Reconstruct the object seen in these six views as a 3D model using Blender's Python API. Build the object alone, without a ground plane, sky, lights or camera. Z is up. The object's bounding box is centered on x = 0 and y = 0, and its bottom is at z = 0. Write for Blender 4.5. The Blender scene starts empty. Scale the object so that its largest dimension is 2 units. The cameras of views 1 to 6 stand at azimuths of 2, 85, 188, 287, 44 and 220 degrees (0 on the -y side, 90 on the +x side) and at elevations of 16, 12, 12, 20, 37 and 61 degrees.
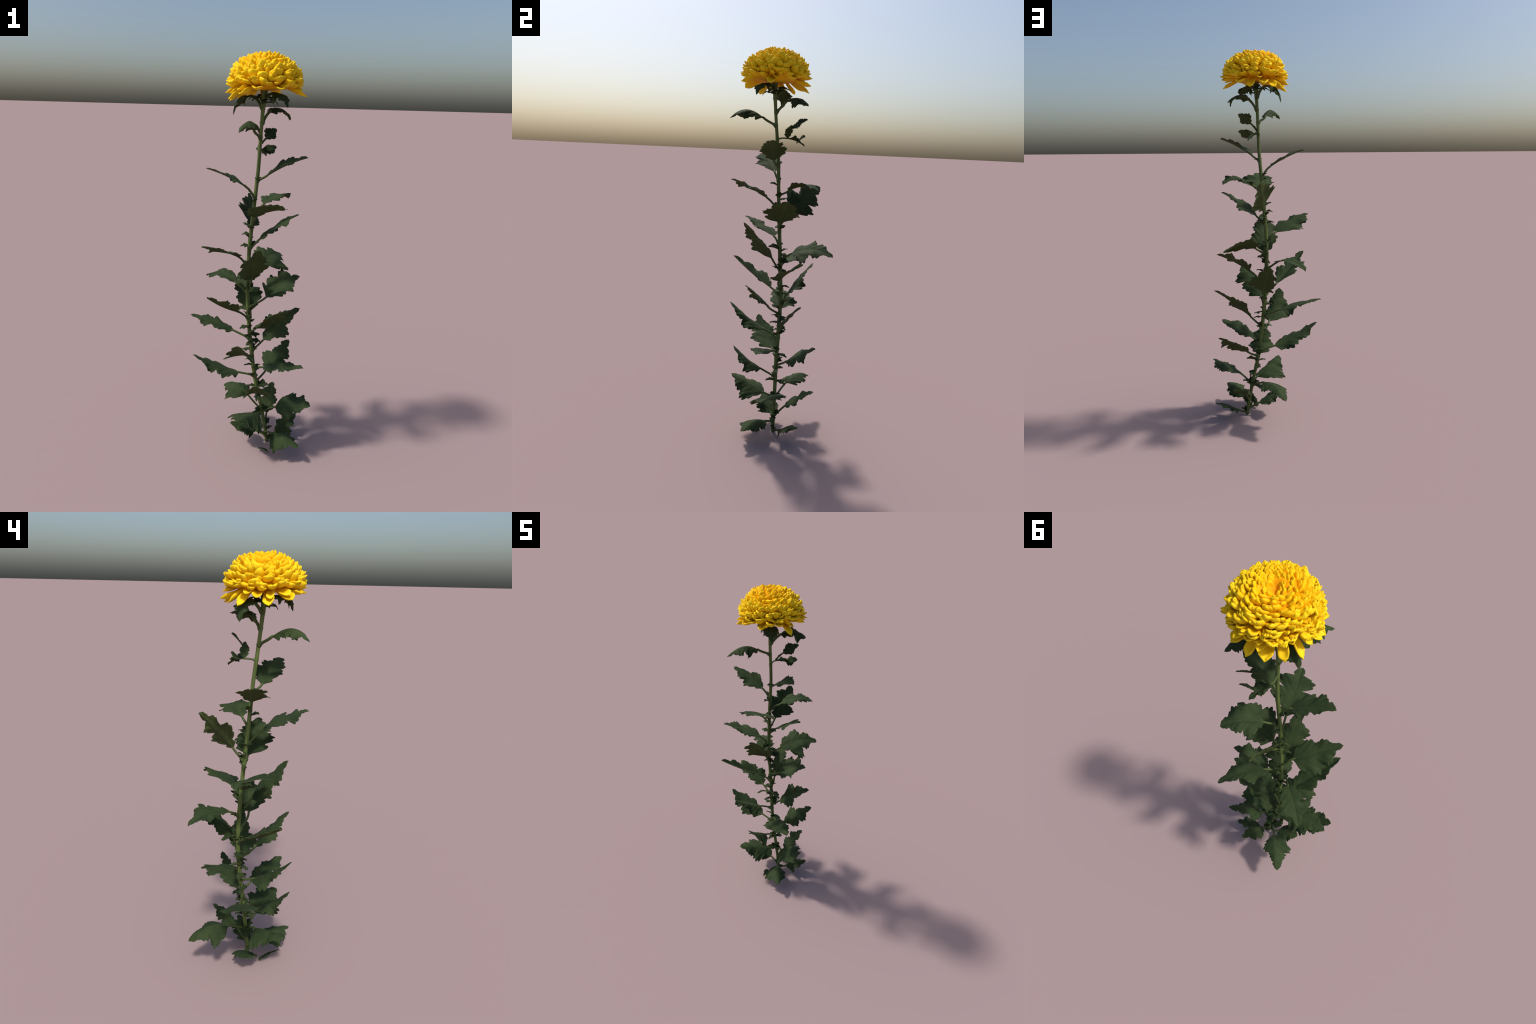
"""A single yellow pompon chrysanthemum on a tall leafy stem."""
import bpy, math
import mathutils.noise
import numpy as np
from mathutils import Vector, Matrix

rng = np.random.default_rng(11)
V = lambda *p: np.array(p, float)
UP = V(0, 0, 1)


def unit(v):
    v = np.asarray(v, float)
    return v / (np.linalg.norm(v) + 1e-12)


def spin(v, axis, deg):
    a = math.radians(deg)
    axis = unit(axis)
    return v * math.cos(a) + np.cross(axis, v) * math.sin(a) + axis * (axis @ v) * (1 - math.cos(a))


def smoothstep(a, b, x):
    t = np.clip((x - a) / (b - a), 0, 1)
    return t * t * (3 - 2 * t)


# ------------------------------------------------------------------ materials
def new_mat(name):
    m = bpy.data.materials.new(name)
    m.use_nodes = True
    nt = m.node_tree
    nt.nodes.clear()
    return m, nt, nt.nodes, nt.links


def mixer(nt, fac, a, b, blend='MIX'):
    n = nt.nodes.new('ShaderNodeMix')
    n.data_type = 'RGBA'
    n.blend_type = blend
    for sock, val in ((n.inputs[0], fac), (n.inputs[6], a), (n.inputs[7], b)):
        if isinstance(val, bpy.types.NodeSocket):
            nt.links.new(val, sock)
        elif sock == n.inputs[0]:
            sock.default_value = val
        else:
            sock.default_value = (*val, 1)
    return n.outputs[2]


def math_node(nt, op, a, b=0.0, clamp=False):
    n = nt.nodes.new('ShaderNodeMath')
    n.operation = op
    n.use_clamp = clamp
    for i, v in enumerate((a, b)):
        if isinstance(v, bpy.types.NodeSocket):
            nt.links.new(v, n.inputs[i])
        else:
            n.inputs[i].default_value = v
    return n.outputs[0]


def map_range(nt, v, a, b, c=0.0, d=1.0):
    n = nt.nodes.new('ShaderNodeMapRange')
    n.interpolation_type = 'SMOOTHSTEP'
    nt.links.new(v, n.inputs[0])
    for i, x in enumerate((a, b, c, d)):
        n.inputs[i + 1].default_value = x
    return n.outputs[0]


def noise(nt, vec, scale, detail=3.0, rough=0.55):
    n = nt.nodes.new('ShaderNodeTexNoise')
    n.inputs['Scale'].default_value = scale
    n.inputs['Detail'].default_value = detail
    n.inputs['Roughness'].default_value = rough
    nt.links.new(vec, n.inputs['Vector'])
    return n.outputs['Fac']


def finish(nt, col, rough, bump=None, bump_d=0.001, translucent=0.0, spec=0.3):
    N, L = nt.nodes, nt.links
    out = N.new('ShaderNodeOutputMaterial')
    p = N.new('ShaderNodeBsdfPrincipled')
    L.new(col, p.inputs['Base Color'])
    p.inputs['Roughness'].default_value = rough
    p.inputs['Specular IOR Level'].default_value = spec
    if bump is not None:
        b = N.new('ShaderNodeBump')
        b.inputs['Strength'].default_value = 0.5
        b.inputs['Distance'].default_value = bump_d
        L.new(bump, b.inputs['Height'])
        L.new(b.outputs[0], p.inputs['Normal'])
    if translucent:
        t = N.new('ShaderNodeBsdfTranslucent')
        L.new(col, t.inputs['Color'])
        mx = N.new('ShaderNodeMixShader')
        mx.inputs[0].default_value = translucent
        L.new(p.outputs[0], mx.inputs[1])
        L.new(t.outputs[0], mx.inputs[2])
        L.new(mx.outputs[0], out.inputs[0])
    else:
        L.new(p.outputs[0], out.inputs[0])


def leaf_material(name, dark, light, rib, rib_strength):
    """Blade colour: mottling, a pale midrib on local y = 0 and faint side veins."""
    m, nt, N, L = new_mat(name)
    tc = N.new('ShaderNodeTexCoord')
    info = N.new('ShaderNodeObjectInfo')
    sep = N.new('ShaderNodeSeparateXYZ')
    L.new(tc.outputs['Object'], sep.inputs[0])
    x, y = sep.outputs[0], sep.outputs[1]
    shift = N.new('ShaderNodeVectorMath')
    shift.operation = 'ADD'
    L.new(tc.outputs['Object'], shift.inputs[0])
    L.new(info.outputs['Random'], shift.inputs[1])
    big = noise(nt, shift.outputs[0], 14, 3)
    fine = noise(nt, shift.outputs[0], 160, 2)
    f = math_node(nt, 'ADD', math_node(nt, 'MULTIPLY', big, 0.8), math_node(nt, 'MULTIPLY', fine, 0.25))
    f = map_range(nt, f, 0.35, 0.72)
    col = mixer(nt, f, dark, light)
    ay = math_node(nt, 'ABSOLUTE', y)
    # side veins run forward from the midrib
    ph = math_node(nt, 'MULTIPLY', math_node(nt, 'SUBTRACT', x, math_node(nt, 'MULTIPLY', ay, 0.75)), 125.0)
    ph = math_node(nt, 'ADD', ph, math_node(nt, 'MULTIPLY', big, 3.0))
    vein = math_node(nt, 'SINE', ph)
    vein = map_range(nt, vein, 0.86, 1.0, 0.0, rib_strength * 0.35)
    col = mixer(nt, vein, col, rib)
    mid = map_range(nt, ay, 0.0006, 0.0034, rib_strength, 0.0)
    col = mixer(nt, mid, col, rib)
    bump = math_node(nt, 'ADD', math_node(nt, 'MULTIPLY', vein, -1.0), fine)
    finish(nt, col, 0.75, bump, 0.0012, translucent=0.05, spec=0.12)
    return m


def stem_material(name, dark, light):
    m, nt, N, L = new_mat(name)
    tc = N.new('ShaderNodeTexCoord')
    mp = N.new('ShaderNodeMapping')
    mp.inputs['Scale'].default_value = (1, 1, 0.12)
    L.new(tc.outputs['Object'], mp.inputs[0])
    a = noise(nt, mp.outputs[0], 160, 3)
    b = noise(nt, tc.outputs['Object'], 9, 2)
    f = math_node(nt, 'ADD', math_node(nt, 'MULTIPLY', a, 0.6), math_node(nt, 'MULTIPLY', b, 0.5))
    col = mixer(nt, map_range(nt, f, 0.38, 0.72), dark, light)
    finish(nt, col, 0.6, a, 0.001, spec=0.25)
    return m


def petal_material(name, root, body, tip, x0, x1, x2):
    """Petals shade from orange at the root to lemon at the tip, along local x."""
    m, nt, N, L = new_mat(name)
    tc = N.new('ShaderNodeTexCoord')
    info = N.new('ShaderNodeObjectInfo')
    sep = N.new('ShaderNodeSeparateXYZ')
    L.new(tc.outputs['Object'], sep.inputs[0])
    x = sep.outputs[0]
    n = noise(nt, tc.outputs['Object'], 60, 3)
    xx = math_node(nt, 'ADD', x, math_node(nt, 'MULTIPLY', math_node(nt, 'SUBTRACT', n, 0.5), 0.35))
    col = mixer(nt, map_range(nt, xx, x0, x1), root, body)
    col = mixer(nt, map_range(nt, xx, x1, x2), col, tip)
    r = map_range(nt, info.outputs['Random'], 0.0, 1.0, 0.0, 0.12)
    col = mixer(nt, r, col, (0.93, 0.44, 0.006))
    finish(nt, col, 0.6, n, 0.0006, translucent=0.12, spec=0.12)
    return m


M_UP = leaf_material('leaf_upper_green', (0.022, 0.037, 0.014), (0.035, 0.054, 0.020), (0.050, 0.072, 0.028), 0.45)
M_LOW = leaf_material('leaf_underside_olive', (0.044, 0.062, 0.020), (0.058, 0.082, 0.026), (0.082, 0.108, 0.038), 0.6)
M_PET = stem_material('petiole_green', (0.046, 0.068, 0.018), (0.070, 0.098, 0.027))
M_STEM = stem_material('stem_green', (0.068, 0.098, 0.025), (0.115, 0.158, 0.042))
M_PETAL = petal_material('petal_yellow', (0.90, 0.40, 0.004), (0.93, 0.58, 0.008), (0.93, 0.66, 0.014), 0.05, 0.40, 0.95)
M_CROWN = petal_material('crown_yellow', (0.92, 0.50, 0.005), (0.93, 0.56, 0.006), (0.93, 0.62, 0.010), -.2, 0.0, 0.2)
M_CORE = petal_material('flower_heart_gold', (0.90, 0.38, 0.003), (0.92, 0.47, 0.004), (0.92, 0.53, 0.005), 0.0, 0.03, 0.06)


# ------------------------------------------------------------------ mesh helpers
def make_mesh(name, verts, faces, mats, mat_idx=None, smooth=True):
    me = bpy.data.meshes.new(name)
    me.from_pydata([tuple(v) for v in verts], [], faces)
    for m in mats:
        me.materials.append(m)
    if mat_idx is not None:
        me.polygons.foreach_set('material_index', mat_idx)
    me.polygons.foreach_set('use_smooth', [smooth] * len(me.polygons))
    me.update()
    return me


def add(name, me, parent=None, matrix=None):
    o = bpy.data.objects.new(name, me)
    bpy.context.scene.collection.objects.link(o)
    if matrix is not None:
        o.matrix_world = matrix
    if parent is not None:
        o.parent = parent
        o.matrix_parent_inverse = parent_matrix(parent).inverted()
    return o


WORLD = {}


def parent_matrix(o):
    return WORLD.get(o.name, Matrix.Identity(4))


def tube(points, radii, sides=12, cap=True, ridges=None):
    """Sweep a round section along points with a parallel frame."""
    P = np.asarray(points, float)
    T = np.gradient(P, axis=0)
    T = np.array([unit(t) for t in T])
    ref = unit(np.cross(T[0], V(0.31, 0.9, 0.17)))
    verts, faces = [], []
    for i in range(len(P)):
        ref = unit(ref - T[i] * (ref @ T[i]))
        b = np.cross(T[i], ref)
        for k in range(sides):
            a = 2 * math.pi * k / sides
            r = radii[i] * (1 + (ridges(a, i) if ridges else 0))
            verts.append(P[i] + r * (math.cos(a) * ref + math.sin(a) * b))
    for i in range(len(P) - 1):
        for k in range(sides):
            k2 = (k + 1) % sides
            faces.append((i * sides + k, i * sides + k2, (i + 1) * sides + k2, (i + 1) * sides + k))
    if cap:
        faces.append(tuple(range(sides))[::-1])
        faces.append(tuple((len(P) - 1) * sides + k for k in range(sides)))
    return verts, faces


def bez(a, b, c, d, n):
    t = np.linspace(0, 1, n)[:, None]
    return (1 - t) ** 3 * a + 3 * (1 - t) ** 2 * t * b + 3 * (1 - t) * t * t * c + t ** 3 * d


# ------------------------------------------------------------------ stem
STEM_Z = np.linspace(0, 1.85, 11)
STEM_X = V(.1001, .0704, .0297, .0023, -.0158, -.0237, -.0168, -.0014, .0157, .0256, .0357)
STEM_Y = V(.0125, .0163, .0206, .0288, .0327, .0217, .0085, -.0063, -.0184, -.0398, -.0552)


def stem_at(z):
    """Catmull-Rom through the measured centre line."""
    z = min(max(z, 0.0), 1.8499)
    h = STEM_Z[1]
    i = int(z / h)
    t = z / h - i
    out = []
    for S in (STEM_X, STEM_Y):
        p = [S[min(max(j, 0), 10)] for j in (i - 1, i, i + 1, i + 2)]
        out.append(0.5 * (2 * p[1] + (p[2] - p[0]) * t + (2 * p[0] - 5 * p[1] + 4 * p[2] - p[3]) * t * t
                          + (3 * p[1] - p[0] - 3 * p[2] + p[3]) * t ** 3))
    return V(out[0], out[1], z)


def stem_radius(z):
    return float(np.interp(z, [0, .03, .15, .5, 1.0, 1.4, 1.7, 1.79, 1.85], [.0075, .0085, .0095, .0102, .0098, .0088, .0078, .0095, .017]))


root = bpy.data.objects.new('chrysanthemum', None)
bpy.context.scene.collection.objects.link(root)
root.location = (0.1, 0.0125, 0)
WORLD[root.name] = Matrix.Translation((0.1, 0.0125, 0))
root['label'] = 'tall yellow pompon chrysanthemum on one long leafy stem'
root['category'] = 'flower'


# ------------------------------------------------------------------ leaves
def outline(s, lobes, depth, teeth, phase, seed, blunt):
    """Half width (0..1) of a lobed, toothed chrysanthemum blade at s in 0..1."""
    r = np.random.default_rng(seed)
    env = np.interp(s, [0, .03, .09, .18, .30, .45, .60, .74, .86, .94, 1.0],
                    [.07, .22, .66, .95, 1.0, .93, .76, .54 + .06 * blunt, .30 + .08 * blunt, .15 + .08 * blunt, .0])
    p = s * lobes + phase
    k = np.floor(p).astype(int)
    amp = 1 + 0.16 * r.normal(size=lobes + 6)[k % (lobes + 6)]
    notch = 1 - np.abs(np.sin(np.pi * p)) ** 0.75
    fade = smoothstep(0.02, 0.12, s) * (1 - smoothstep(0.88, 0.98, s) * 0.6)
    w = env * (1 + (amp - 1) * fade) * (1 - depth * notch * fade)
    tp = s * lobes * teeth + r.random()
    saw = np.abs(np.sin(np.pi * tp)) ** 0.8
    return w * (1 - 0.17 * (1 - saw) * fade)


def blade_mesh(name, base, mid, tip, left, right, ripple=0.009, depth=0.36, lobes=3, seed=0, sweep=0.24, bow=0.10, teeth=3, ns=110, nt=17, thick=0.0028, blunt=0.5):
    """A solid lobed blade bent along base-mid-tip; built in a frame whose x axis is the midrib."""
    r = np.random.default_rng(seed + 1000)
    depth *= r.uniform(.8, 1.35)
    d = unit(tip - base)
    up = UP if abs(d[2]) < 0.93 else unit(V(d[0], d[1], 0)) * -np.sign(d[2])
    nrm = unit(up - d * (up @ d))
    side = np.cross(nrm, d)
    M = np.array([d, side, nrm])                       # world -> local rotation
    loc = lambda p: M @ (p - base)
    b, m, t = V(0, 0, 0), loc(mid), loc(tip)
    c = 2 * m - (b + t) / 2
    s = np.linspace(0, 1, ns)
    C = ((1 - s) ** 2)[:, None] * b + (2 * s * (1 - s))[:, None] * c + (s ** 2)[:, None] * t
    Tg = np.array([unit(v) for v in (2 * (1 - s))[:, None] * (c - b) + (2 * s)[:, None] * (t - c)])
    length = np.linalg.norm(np.diff(C, axis=0), axis=1).sum()
    Y = V(0, 1, 0)
    tv = np.linspace(-1, 1, nt)
    tv = np.sign(tv) * np.abs(tv) ** 0.9
    W = {sg: outline(s, lobes, depth, teeth, ph, seed * 7 + (3 if sg > 0 else 5), blunt) * (left if sg > 0 else right)[1] * 1.10
         for sg, ph in ((1, .45 + .25 * r.random()), (-1, .45 + .25 * r.random()))}
    ph = {sg: r.random() * 6.28 for sg in (1, -1)}
    top = np.zeros((ns, nt, 3))
    for i in range(ns):
        tg = Tg[i]
        sd = unit(Y - tg * (Y @ tg))
        n = np.cross(tg, sd)
        for j, q in enumerate(tv):
            sg = 1 if q >= 0 else -1
            ang, half = left if sg > 0 else right
            y = abs(q) * W[sg][i]
            f = math.radians(ang)
            rel = y / half
            # each half slopes at its own angle, vaulted between rib and margin, with uneven waves
            lift = bow * half * (rel - rel ** 2) * 2
            lift += ripple * rel ** 1.5 * (math.sin(s[i] * 9 + ph[sg]) + .7 * math.sin(s[i] * 21 + 2 * ph[sg]) * (.4 + s[i]) - .25)
            lift += .0022 * rel * math.sin((s[i] - .3 * rel) * 38 + ph[-sg])
            lift -= 0.0022 * math.exp(-(y / 0.004) ** 2)
            along = min(sweep * y * (1 - 0.9 * s[i] ** 2), (1 - s[i]) * length) - 0.16 * y * (1 - smoothstep(0, .3, s[i]))
            across = y * math.cos(f) - lift * math.sin(f)
            top[i, j] = C[i] + tg * along + sd * (sg * across) + n * (y * math.sin(f) + lift * math.cos(f))
    # normals of the grid for thickness
    gu = np.gradient(top, axis=0)
    gv = np.gradient(top, axis=1)
    nn = np.cross(gu, gv)
    nn /= np.linalg.norm(nn, axis=2, keepdims=True) + 1e-9
    edge = np.minimum(1.0, (1 - np.abs(tv)) * 4 + 0.35)[None, :, None]
    hi = top + nn * thick * 0.5 * edge
    lo = top - nn * thick * 0.5 * edge
    verts = np.concatenate([hi.reshape(-1, 3), lo.reshape(-1, 3)])
    K = ns * nt
    faces, mi = [], []
    for i in range(ns - 1):
        for j in range(nt - 1):
            a, b2, c2, d2 = i * nt + j, (i + 1) * nt + j, (i + 1) * nt + j + 1, i * nt + j + 1
            faces.append((a, b2, c2, d2)); mi.append(0)
            faces.append((K + d2, K + c2, K + b2, K + a)); mi.append(1)
    rim = [i * nt for i in range(ns)] + [(ns - 1) * nt + j for j in range(1, nt)] + [i * nt + nt - 1 for i in range(ns - 2, -1, -1)] + [j for j in range(nt - 2, 0, -1)]
    for a, b2 in zip(rim, rim[1:] + rim[:1]):
        faces.append((b2, a, K + a, K + b2)); mi.append(1)
    me = make_mesh(name, verts, faces, [M_UP, M_LOW], mi)
    mat = Matrix.Identity(4)
    for row in range(3):
        for col in range(3):
            mat[row][col] = M[col][row]
        mat[row][3] = base[row]
    start = M.T @ Tg[0]
    return me, mat, start


leaf_count = 0


def leaf(z, base, tip, left, right, arch=0.008, mid=None, petiole=0.0054, name='leaf', seed=None, **shape):
    """One leaf: blade from base to tip, its left and right halves each as (slope in degrees, half width)."""
    global leaf_count
    leaf_count += 1
    seed = leaf_count if seed is None else seed
    base, tip = V(*base), V(*tip)
    if mid is None:
        d = unit(tip - base)
        mid = (base + tip) / 2 + unit(UP - d * d[2]) * arch
    else:
        mid = V(*mid)
    me, mat, start = blade_mesh(name, base, mid, tip, left, right, seed=seed, **shape)
    o = add(name, me, root, mat)
    WORLD[o.name] = mat
    # petiole, rooted inside the stem
    a = stem_at(z)
    L = np.linalg.norm(base - a)
    out = unit(V(base[0] - a[0], base[1] - a[1], 0) / (np.linalg.norm(base[:2] - a[:2]) + 1e-6) + UP * 0.8)
    inner = base + start * 0.013
    pts = bez(a, a + out * L * 0.35, base - start * L * 0.4, base, 16)
    pts = np.vstack([pts, base + start * 0.006, inner])
    rad = [petiole * (1.9 - 0.9 * smoothstep(0, .35, i / 15)) for i in range(16)] + [petiole * .75, petiole * .2]
    pv, pf = tube(pts, rad, 10)
    R = np.array(mat.to_3x3())
    pv = [R.T @ (v - base) for v in pv]
    po = add('petiole', make_mesh('petiole', pv, pf, [M_PET]), o, mat)
    return o


# attach height, blade base, tip, width and character of each leaf, from the top down
LEAVES = [
    dict(z=1.765, base=(-.023, -.014, 1.817), tip=(-.105, .005, 1.735), left=(-25, 0.047), right=(-25, 0.047), petiole=.0068, mid=(-.08, -.002, 1.805)),      # a
    dict(z=1.790, base=(.070, -.085, 1.828), tip=(.140, -.150, 1.770), left=(-25, 0.044), right=(-25, 0.044), mid=(.118, -.13, 1.822)),         # b
    dict(z=1.700, base=(.061, -.000, 1.750), tip=(.150, .100, 1.730), left=(-12, 0.072), right=(-35, 0.072), mid=(.11, .045, 1.768), petiole=.0065),           # c
    dict(z=1.635, base=(-.005, -.100, 1.675), tip=(-.060, -.268, 1.670), left=(-35, 0.060), right=(-45, 0.062), depth=.55, petiole=.0062, mid=(-.022, -.19, 1.714)),  # d
    dict(z=1.435, base=(.058, -.045, 1.468), tip=(.240, -.085, 1.560), left=(20, 0.066), right=(-2, 0.072)),   # f
    dict(z=1.360, base=(-.037, -.030, 1.410), tip=(-.218, -.080, 1.500), left=(0, 0.083), right=(6, 0.061)),            # g
    dict(z=1.285, base=(.047, .040, 1.320), tip=(.170, .172, 1.330), left=(-6, 0.071), right=(6, 0.069), arch=.03),  # h
    dict(z=1.210, base=(.012, -.065, 1.275), tip=(.068, -.255, 1.370), left=(0, 0.089), right=(-8, 0.087), depth=.6, sweep=.45),   # i
    dict(z=1.100, base=(.030, .005, 1.150), tip=(.218, .012, 1.280), left=(-4, 0.089), right=(2, 0.087)),                # j
    dict(z=1.135, base=(-.016, .060, 1.190), tip=(-.030, .215, 1.340), left=(54, 0.088), right=(-58, 0.084), depth=.62),   # k
    dict(z=1.005, base=(-.068, -.013, 1.063), tip=(-.230, -.165, 1.150), left=(8, 0.071), right=(-10, 0.087)),            # l
    dict(z=0.885, base=(-.002, -.026, .954), tip=(.027, -.183, 1.148), left=(0, 0.069), right=(-32, 0.091)),             # m
    dict(z=0.940, base=(.027, .077, .990), tip=(.150, .270, 1.000), left=(24, 0.075), right=(-26, 0.101), arch=.03),       # n
    dict(z=0.862, base=(-.083, .045, .910), tip=(-.250, .180, .898), left=(-2, 0.067), right=(4, 0.073), arch=.03),      # o
    dict(z=0.780, base=(.073, .010, .850), tip=(.240, .060, .950), left=(28, 0.091), right=(-8, 0.077)),                  # p
    dict(z=0.680, base=(-.008, .061, .751), tip=(-.070, .210, .920), left=(-36, 0.081), right=(8, 0.073)),                # q
    dict(z=0.720, base=(-.070, -.018, .777), tip=(-.198, -.223, .926), left=(26, 0.066), right=(13, 0.083), arch=-.008),              # r
    dict(z=0.600, base=(-.093, .041, .646), tip=(-.320, .058, .720), left=(-10, 0.073), right=(-8, 0.081)),                # s
    dict(z=0.640, base=(.023, -.040, .697), tip=(.151, -.169, .846), left=(-30, 0.093), right=(-8, 0.069)),                # t
    dict(z=0.540, base=(.066, .040, .600), tip=(.250, .100, .760), left=(32, 0.067), right=(-24, 0.081)),                  # u
    dict(z=0.505, base=(-.024, -.047, .550), tip=(-.053, -.238, .695), left=(-24, 0.062), right=(-20, 0.097), arch=-.008),             # v
    dict(z=0.440, base=(.071, -.007, .465), tip=(.270, -.112, .525), left=(-4, 0.057), right=(-4, 0.075)),                # w
    dict(z=0.360, base=(.083, .068, .406), tip=(.208, .198, .530), left=(6, 0.065), right=(-36, 0.065)),                  # x
    dict(z=0.390, base=(-.058, .005, .423), tip=(-.290, -.060, .550), left=(-8, 0.089), right=(-16, 0.087), arch=-.008),               # y
    dict(z=0.295, base=(.038, -.064, .345), tip=(.034, -.215, .475), left=(-20, 0.098), right=(-20, 0.077), arch=-.008),                # z
    dict(z=0.185, base=(.140, -.015, .235), tip=(.320, -.080, .290), left=(8, 0.097), right=(-28, 0.069)),                # aa
    dict(z=0.190, base=(.052, -.041, .210), tip=(-.050, -.220, .275), left=(-42, 0.080), right=(-22, 0.109), depth=.25),               # bb
    dict(z=0.180, base=(-.009, .086, .238), tip=(-.155, .240, .212), left=(-32, 0.096), right=(-24, 0.076), arch=.036, depth=.18),  # cc
    dict(z=0.090, base=(.096, .071, .150), tip=(.125, .220, .250), left=(-4, 0.057), right=(-10, 0.059)),                  # dd
    dict(z=0.035, base=(.032, .007, .073), tip=(-.100, -.025, .133), left=(-14, 0.080), right=(-16, 0.064), depth=.22),      # ee
    dict(z=0.058, base=(.131, -.030, .083), tip=(.262, -.172, .100), left=(-34, 0.064), right=(-26, 0.086), arch=.025, depth=.2),  # ff
    dict(z=0.006, base=(.146, .041, .038), tip=(.260, .120, .112), left=(-10, 0.049), right=(-22, 0.061)),        # gg
]
for spec in LEAVES:
    leaf(**spec)

# a torn leaf: what is left of the blade and three ragged lobes
torn = leaf(z=1.570, base=(.012, .020, 1.580), tip=(.050, .108, 1.545), left=(10, .030), right=(35, .024), lobes=2, depth=.5, petiole=.004)


def lobe(parent, base, tip, left, right, seed, name='leaf_lobe', lobes=2, depth=.3, arch=.004):
    base, tip = V(*base), V(*tip)
    d = unit(tip - base)
    me, mat, _ = blade_mesh(name, base, (base + tip) / 2 + unit(UP - d * d[2]) * arch, tip, left, right, seed=seed, ripple=.002, lobes=lobes, depth=depth, ns=44, nt=9)
    o = add(name, me, parent, mat)
    WORLD[o.name] = mat
    return o


lobe(torn, (.012, .022, 1.582), (.066, .036, 1.645), (10, .024), (10, .022), 71)
lobe(torn, (.048, .040, 1.628), (.098, .108, 1.672), (45, .028), (-45, .026), 72)
lobe(torn, (.045, .070, 1.562), (.100, .098, 1.590), (45, .030), (-40, .028), 73)
# a small withered leaf lying at the foot of the plant
lobe(root, (.056, -.060, .011), (.114, -.156, .058), (-35, .026), (-10, .020), 74, name='leaf', lobes=2, depth=.45, arch=.006)

# little leafy stipules and side shoots: height, azimuth, length, rise, half width as share of length
STIPULES = [(1.205, 150, .036, 25, .3), (1.180, 190, .030, -5, .2), (1.125, 160, .034, 40, .2), (1.115, 200, .032, 5, .3), (1.130, 20, .024, 0, .4),
            (1.270, 90, .022, 5, .4), (1.340, 265, .022, 15, .4), (1.060, 95, .026, 15, .4), (1.000, 280, .034, 15, .4), (.985, 75, .028, 30, .2),
            (.975, 60, .026, -10, .3), (.935, 40, .030, 5, .3), (.925, 8, .034, 0, .2), (.900, 265, .024, 10, .3), (.860, -12, .028, 0, .3),
            (.800, 85, .024, -10, .4), (.760, 75, .018, 0, .4), (.668, 10, .028, 0, .2), (.672, 190, .030, -8, .4), (.635, 20, .030, -10, .4),
            (.628, 262, .028, 12, .15), (.605, 250, .030, -12, .4), (.592, 80, .024, -25, .3), (.600, 0, .026, -8, .3), (.560, 188, .032, -12, .45),
            (.572, 60, .028, -15, .3), (.540, 75, .022, 20, .4), (.500, 0, .028, -5, .2), (.490, 188, .024, 5, .15), (.460, 190, .034, 0, .45),
            (.458, 5, .024, 5, .4), (.420, 70, .030, -10, .4), (.380, 255, .036, 12, .5), (.352, 85, .024, -5, .4), (.340, 0, .030, 5, .4),
            (.336, 190, .026, 8, .4), (.345, -15, .026, 0, .2), (.290, -20, .044, 0, .45), (.282, 260, .034, -5, .4), (.280, 70, .034, -18, .3),
            (.200, -10, .030, 5, .3), (.190, 200, .040, -15, .45), (.150, 250, .028, 0, .4)]
for i, (z, az, ln, rise, wide) in enumerate(STIPULES):
    a = stem_at(z)
    o2 = V(math.cos(math.radians(az)), math.sin(math.radians(az)), math.tan(math.radians(rise)))
    b = a + unit(o2) * .006
    if i % 5 == 2:
        continue
    ln *= rng.uniform(1.1, 1.7)
    wide = min(.5, wide * 1.5)
    lobe(root, b, b + unit(o2) * (ln + .006), (rng.uniform(-40, 60), ln * wide), (rng.uniform(-60, 40), ln * wide), 100 + i, name='stipule', depth=.45, arch=.004)
# a tuft of small leaflets in every leaf axil
for i, l in enumerate(LEAVES[4:]):
    a = stem_at(l['z'])
    az = math.atan2(l['base'][1] - a[1], l['base'][0] - a[0])
    for k in range(2):
        az2 = az + rng.choice([-1, 1]) * rng.uniform(.25, 1.0)
        o2 = unit(V(math.cos(az2), math.sin(az2), rng.uniform(.1, 1.1)))
        b = stem_at(l['z'] + rng.uniform(-.004, .022)) + o2 * .005
        ln = rng.uniform(.026, .042)
        lobe(root, b, b + o2 * ln, (rng.uniform(-40, 60), ln * .42), (rng.uniform(-60, 40), ln * .42), 300 + 2 * i + k, name='axil_leaflet', depth=.45, arch=.004)
# ragged collar of little leaves beneath the head
for k in range(7):
    az = k * 2 * math.pi / 7 + rng.uniform(-.25, .25)
    o2 = V(math.cos(az), math.sin(az), 0)
    b = stem_at(1.806 + rng.uniform(-.006, .012)) + o2 * .008
    ln = rng.uniform(.055, .085)
    lobe(root, b, b + o2 * ln + UP * rng.uniform(-.022, .020), (-20, ln * .3), (-20, ln * .3), 200 + k, name='collar_leaf', lobes=3, depth=.5, arch=.012)
# one dark bract close under the head
b = stem_at(1.786)
lobe(root, b, b + V(.045, -.042, .004), (5, .012), (10, .012), 160, name='bract')

# ------------------------------------------------------------------ stem mesh
zs = np.linspace(0, 1.85, 150)
node_z = [l['z'] for l in LEAVES] + [1.57]
pts = [stem_at(z) for z in zs]
rad = [stem_radius(z) * (1 + 0.13 * sum(math.exp(-((z - n - .004) / .009) ** 2) for n in node_z)) for z in zs]
sv, sf = tube(pts, rad, 24, ridges=lambda a, i: 0.05 * math.cos(6 * a + i * .03))
off = V(0.1, 0.0125, 0)
stem = add('stem', make_mesh('stem', [v - off for v in sv], sf, [M_STEM]), root, Matrix.Translation(off))
WORLD[stem.name] = Matrix.Translation(off)

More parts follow.
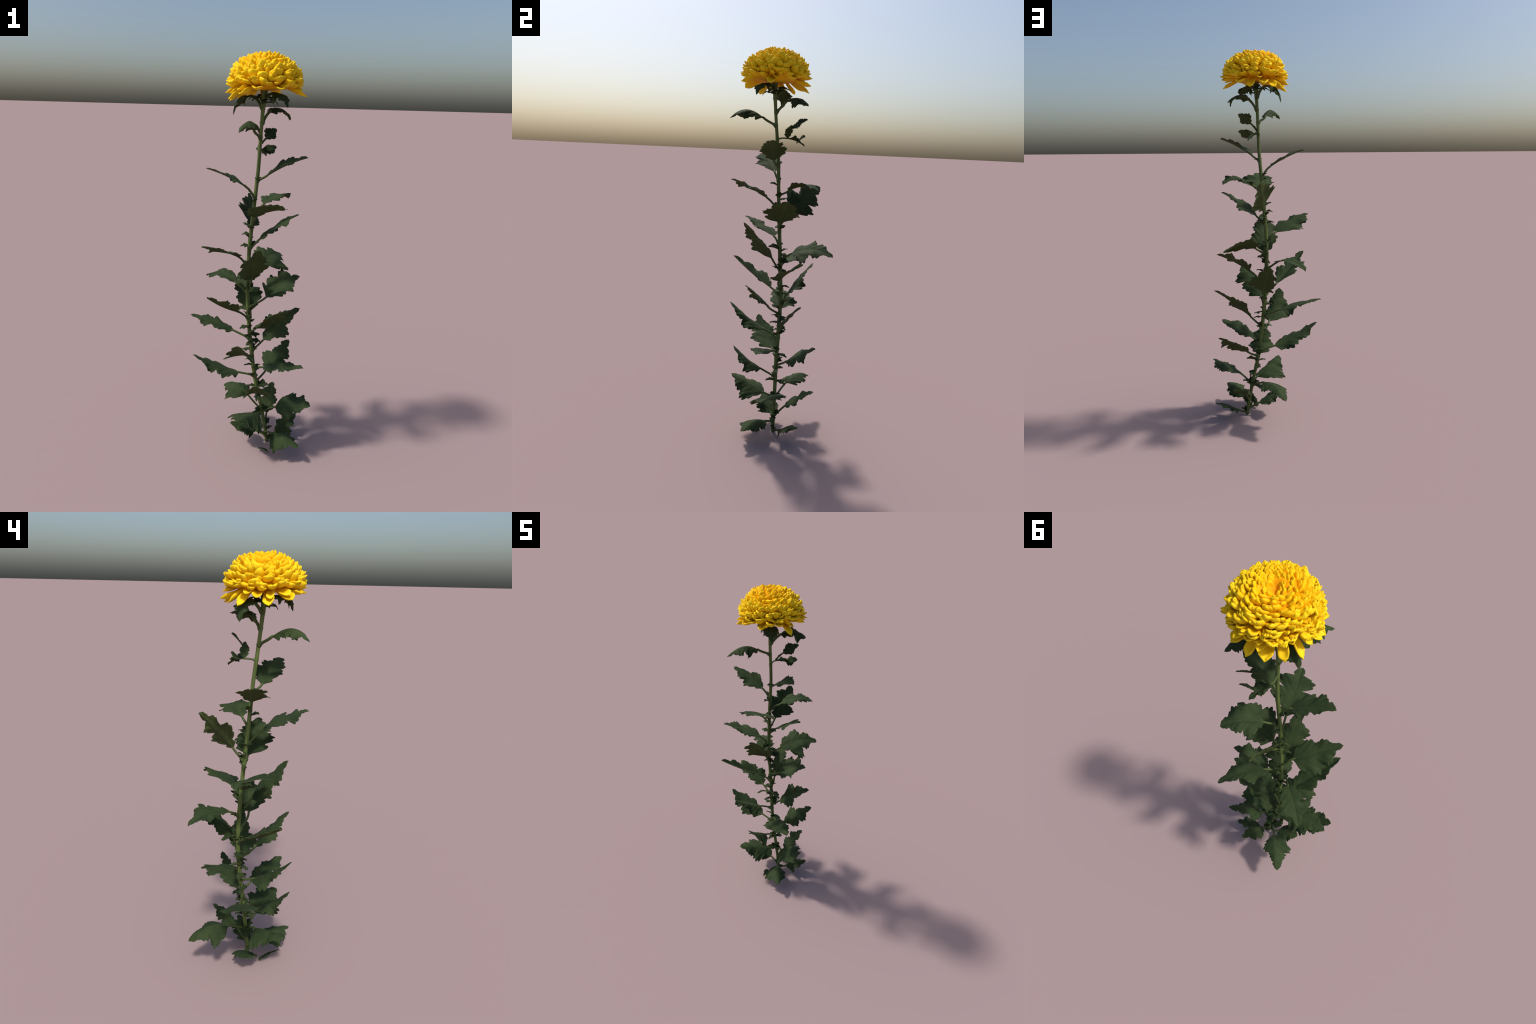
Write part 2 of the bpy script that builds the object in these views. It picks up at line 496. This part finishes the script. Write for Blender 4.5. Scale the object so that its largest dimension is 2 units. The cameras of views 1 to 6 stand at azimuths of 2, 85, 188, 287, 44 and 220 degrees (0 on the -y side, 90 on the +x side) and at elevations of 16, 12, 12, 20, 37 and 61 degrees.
# ------------------------------------------------------------------ flower head
FC = V(.041, -.052, 1.845)          # centre of the underside
RX, RZ = .146, .147                 # dome radius and height


HOLLOW = V(.030, -.035)              # the sunken eye lies a little off the crown


def dome_point(th, ph, k=1.0):
    s, c = math.sin(th), math.cos(th)
    z = .012 * math.sin(th) ** 4 + (RZ * k * c if c > 0 else RZ * 0.35 * c)
    p = FC + V(RX * k * s * math.cos(ph), RX * k * s * math.sin(ph), z)
    q = np.linalg.norm(p[:2] - HOLLOW)
    if c > 0:
        p[2] += -0.034 * math.exp(-(q / .026) ** 2) + 0.006 * math.exp(-((q - .055) / .03) ** 2)
    n = unit(V(s * math.cos(ph) / RX, s * math.sin(ph) / RX, c / RZ))
    return p, n


def heart_k(th):
    return .955 - .105 * smoothstep(.3, 1.3, th) - .25 * smoothstep(1.35, 1.9, th)


# heart: the solid, knobbly mass of crowded petal roots
nt_, np_ = 60, 96
cv = [dome_point(0, 0, .93)[0]]
for i in range(1, nt_):
    th = math.radians(100) * i / (nt_ - 1)
    for j in range(np_):
        ph = 2 * math.pi * j / np_
        p, n = dome_point(th, ph, heart_k(th))
        bump = mathutils.noise.noise(Vector(p * 55)) + .5 * mathutils.noise.noise(Vector(p * 120))
        cv.append(p + n * bump * .006 * min(1, th * 3))
cf = [(0, 1 + j, 1 + (j + 1) % np_) for j in range(np_)]
for i in range(nt_ - 2):
    for j in range(np_):
        a, b = 1 + i * np_ + j, 1 + i * np_ + (j + 1) % np_
        cf.append((a, a + np_, b + np_, b))
cv.append(FC + V(0, 0, -.006))
cf += [(1 + (nt_ - 2) * np_ + (j + 1) % np_, 1 + (nt_ - 2) * np_ + j, len(cv) - 1) for j in range(np_)]
FM = Matrix.Translation(FC)
head = add('flower_head', make_mesh('flower_head', [v - FC for v in cv], cf, [M_CORE]), root, FM)
WORLD[head.name] = FM


def petal_mesh(name, width, curl, cup, tipcurl, seed, blunt=.75, nl=18, nw=9, thick=.075, point=.10, taper=False):
    """Unit-length ray floret: channelled tongue along x, hollow side towards +z."""
    r = np.random.default_rng(seed)
    x = np.linspace(0, 1, nl)
    w = np.interp(x, [0, .25, .55, .78, .9, .97, 1.0], [.55, .72, .95, 1.0, .86 * blunt + .1, .62 * blunt, .22]) * width / 2
    if taper:
        w = np.interp(x, [0, .35, .6, .8, .93, 1.0], [1.0, .98, .86, .62, .36, .16]) * width / 2
    cz = curl * x ** 2 - .10 * x * (1 - x) + tipcurl * np.maximum(0, x - .6) ** 2
    cx = x - .30 * curl * x ** 3
    side = r.normal() * .05
    tv = np.linspace(-1, 1, nw)
    top = np.zeros((nl, nw, 3))
    for i in range(nl):
        for j, t in enumerate(tv):
            y = t * w[i]
            notch = -point * t * t * smoothstep(.6, 1, x[i])
            top[i, j] = (cx[i] + notch, y + side * x[i] ** 2, cz[i] + cup * y * y / (width / 2) * (1 - .4 * x[i] ** 4))
    gu, gv = np.gradient(top, axis=0), np.gradient(top, axis=1)
    n = np.cross(gu, gv)
    n /= np.linalg.norm(n, axis=2, keepdims=True) + 1e-9
    prof = (np.sqrt(np.clip(1 - np.abs(tv) ** 3, .12, 1))[None, :] * np.sqrt(np.clip(1 - x ** 6, .15, 1))[:, None])[:, :, None]
    verts = np.concatenate([(top + n * thick / 2 * prof).reshape(-1, 3), (top - n * thick / 2 * prof).reshape(-1, 3)])
    K, faces = nl * nw, []
    for i in range(nl - 1):
        for j in range(nw - 1):
            a, b, c, d = i * nw + j, (i + 1) * nw + j, (i + 1) * nw + j + 1, i * nw + j + 1
            faces += [(a, b, c, d), (K + d, K + c, K + b, K + a)]
    rim = [i * nw for i in range(nl)] + [(nl - 1) * nw + j for j in range(1, nw)] + [i * nw + nw - 1 for i in range(nl - 2, -1, -1)] + list(range(nw - 2, 0, -1))
    for a, b in zip(rim, rim[1:] + rim[:1]):
        faces.append((b, a, K + a, K + b))
    return make_mesh(name, verts, faces, [M_PETAL])


CROWN = [petal_mesh('crown_floret', .80 + .1 * (k % 3), .10, .5, .3, k, thick=.40, nl=12, point=.05, taper=True) for k in range(5)]
MIDDLE = [petal_mesh('petal', .66 + .09 * (k % 3), .10 + .08 * (k % 3), .55, .5, 60 + k, thick=.30, point=.06, taper=True) for k in range(6)]
SIDE = [petal_mesh('petal', .52 + .08 * (k % 3), .08 + .08 * (k % 3), .6, .4, 20 + k, .9, thick=.20, point=.14 + .08 * (k % 2), taper=k % 3 == 0) for k in range(8)]
SKIRT = [petal_mesh('petal', .36 + .05 * (k % 3), -.10 + .12 * (k % 3), .7, .35, 40 + k, .9, thick=.095, point=.07 + .05 * (k % 2)) for k in range(6)]


def petal(meshes, p, direction, inward, length):
    """Place a floret rooted at p, growing along direction, hollow side facing inward."""
    x = unit(direction)
    z = unit(inward - x * (inward @ x))
    y = np.cross(z, x)
    m = Matrix.Identity(4)
    wide = length * rng.uniform(.9, 1.12)
    for row in range(3):
        m[row][0], m[row][1], m[row][2], m[row][3] = x[row] * length, y[row] * wide, z[row] * length, p[row]
    return add('petal', meshes[rng.integers(len(meshes))], head, m)


GOLD = math.pi * (3 - math.sqrt(5))
N_DOME = 350
crown = []
for i in range(N_DOME):
    u = (i + .5) / N_DOME
    th = math.radians(3 + 85 * u ** .60) + rng.normal() * .025
    ph = i * GOLD + rng.normal() * .03 / max(.2, math.sin(th))
    t = smoothstep(.2, 1.35, th)
    p, n = dome_point(th, ph, .90 - .12 * t)
    out = V(math.cos(ph), math.sin(ph), 0)
    elev = math.radians(90) - th * 1.0 + rng.normal() * .16
    d = out * math.cos(elev) + UP * math.sin(elev) + np.cross(UP, out) * rng.normal() * .20
    to_eye = V(HOLLOW[0] - p[0], HOLLOW[1] - p[1], 0)
    inward = UP * math.sin(th) + unit(to_eye) * (math.cos(th) + .3) + np.cross(UP, out) * rng.normal() * .25
    small = i < 135
    if np.linalg.norm(p[:2] - HOLLOW) < .017:
        continue
    o = petal(CROWN if small else MIDDLE if th < 1.12 else SIDE, p, d, inward, (.021 + .034 * t) * rng.uniform(.85, 1.2))
    if small:
        crown.append(o)

# the tiny tight florets of the crown are one mass
cv, cf = [], []
for o in crown:
    k0 = len(cv)
    cv += [o.matrix_basis @ v.co for v in o.data.vertices]
    cf += [tuple(k0 + i for i in f.vertices) for f in o.data.polygons]
for o in crown:
    bpy.data.objects.remove(o)
tuft = add('crown_floret', make_mesh('crown_floret', [V(*v) - FC for v in cv], cf, [M_CROWN]), head, FM)
tuft['kind'] = 'stuff'

# the outermost florets spread and droop unevenly under the rim
for n_r, z, r0, el, ln in ((24, .026, .096, 10, .068), (20, .019, .090, -3, .080)):
    for k in range(n_r):
        ph = 2 * math.pi * (k + rng.uniform(-.4, .4)) / n_r + el
        out = V(math.cos(ph), math.sin(ph), 0)
        e = math.radians(el + rng.normal() * 11)
        p = FC + out * r0 + UP * (z + rng.normal() * .004)
        d = out * math.cos(e) + UP * math.sin(e) + np.cross(UP, out) * rng.normal() * .22
        petal(SKIRT, p, d, UP + out * -.1 + np.cross(UP, out) * rng.normal() * .3, ln * rng.uniform(.82, 1.12))

# a few long florets hang down, most of them on the -x and +y sides: azimuth, rise, length
for az, el, ln in ((205, -36, .108), (236, -32, .104), (184, -22, .100), (160, -32, .108), (140, -28, .100), (118, -34, .108),
                   (95, -30, .102), (72, -30, .100), (258, -20, .092), (-14, -18, .108), (22, -10, .092), (-62, -12, .092)):
    ph, e = math.radians(az), math.radians(el)
    out = V(math.cos(ph), math.sin(ph), 0)
    p = FC + out * .082 + UP * .014
    petal(SKIRT, p, out * math.cos(e) + UP * math.sin(e), UP + np.cross(UP, out) * rng.normal() * .25, ln)
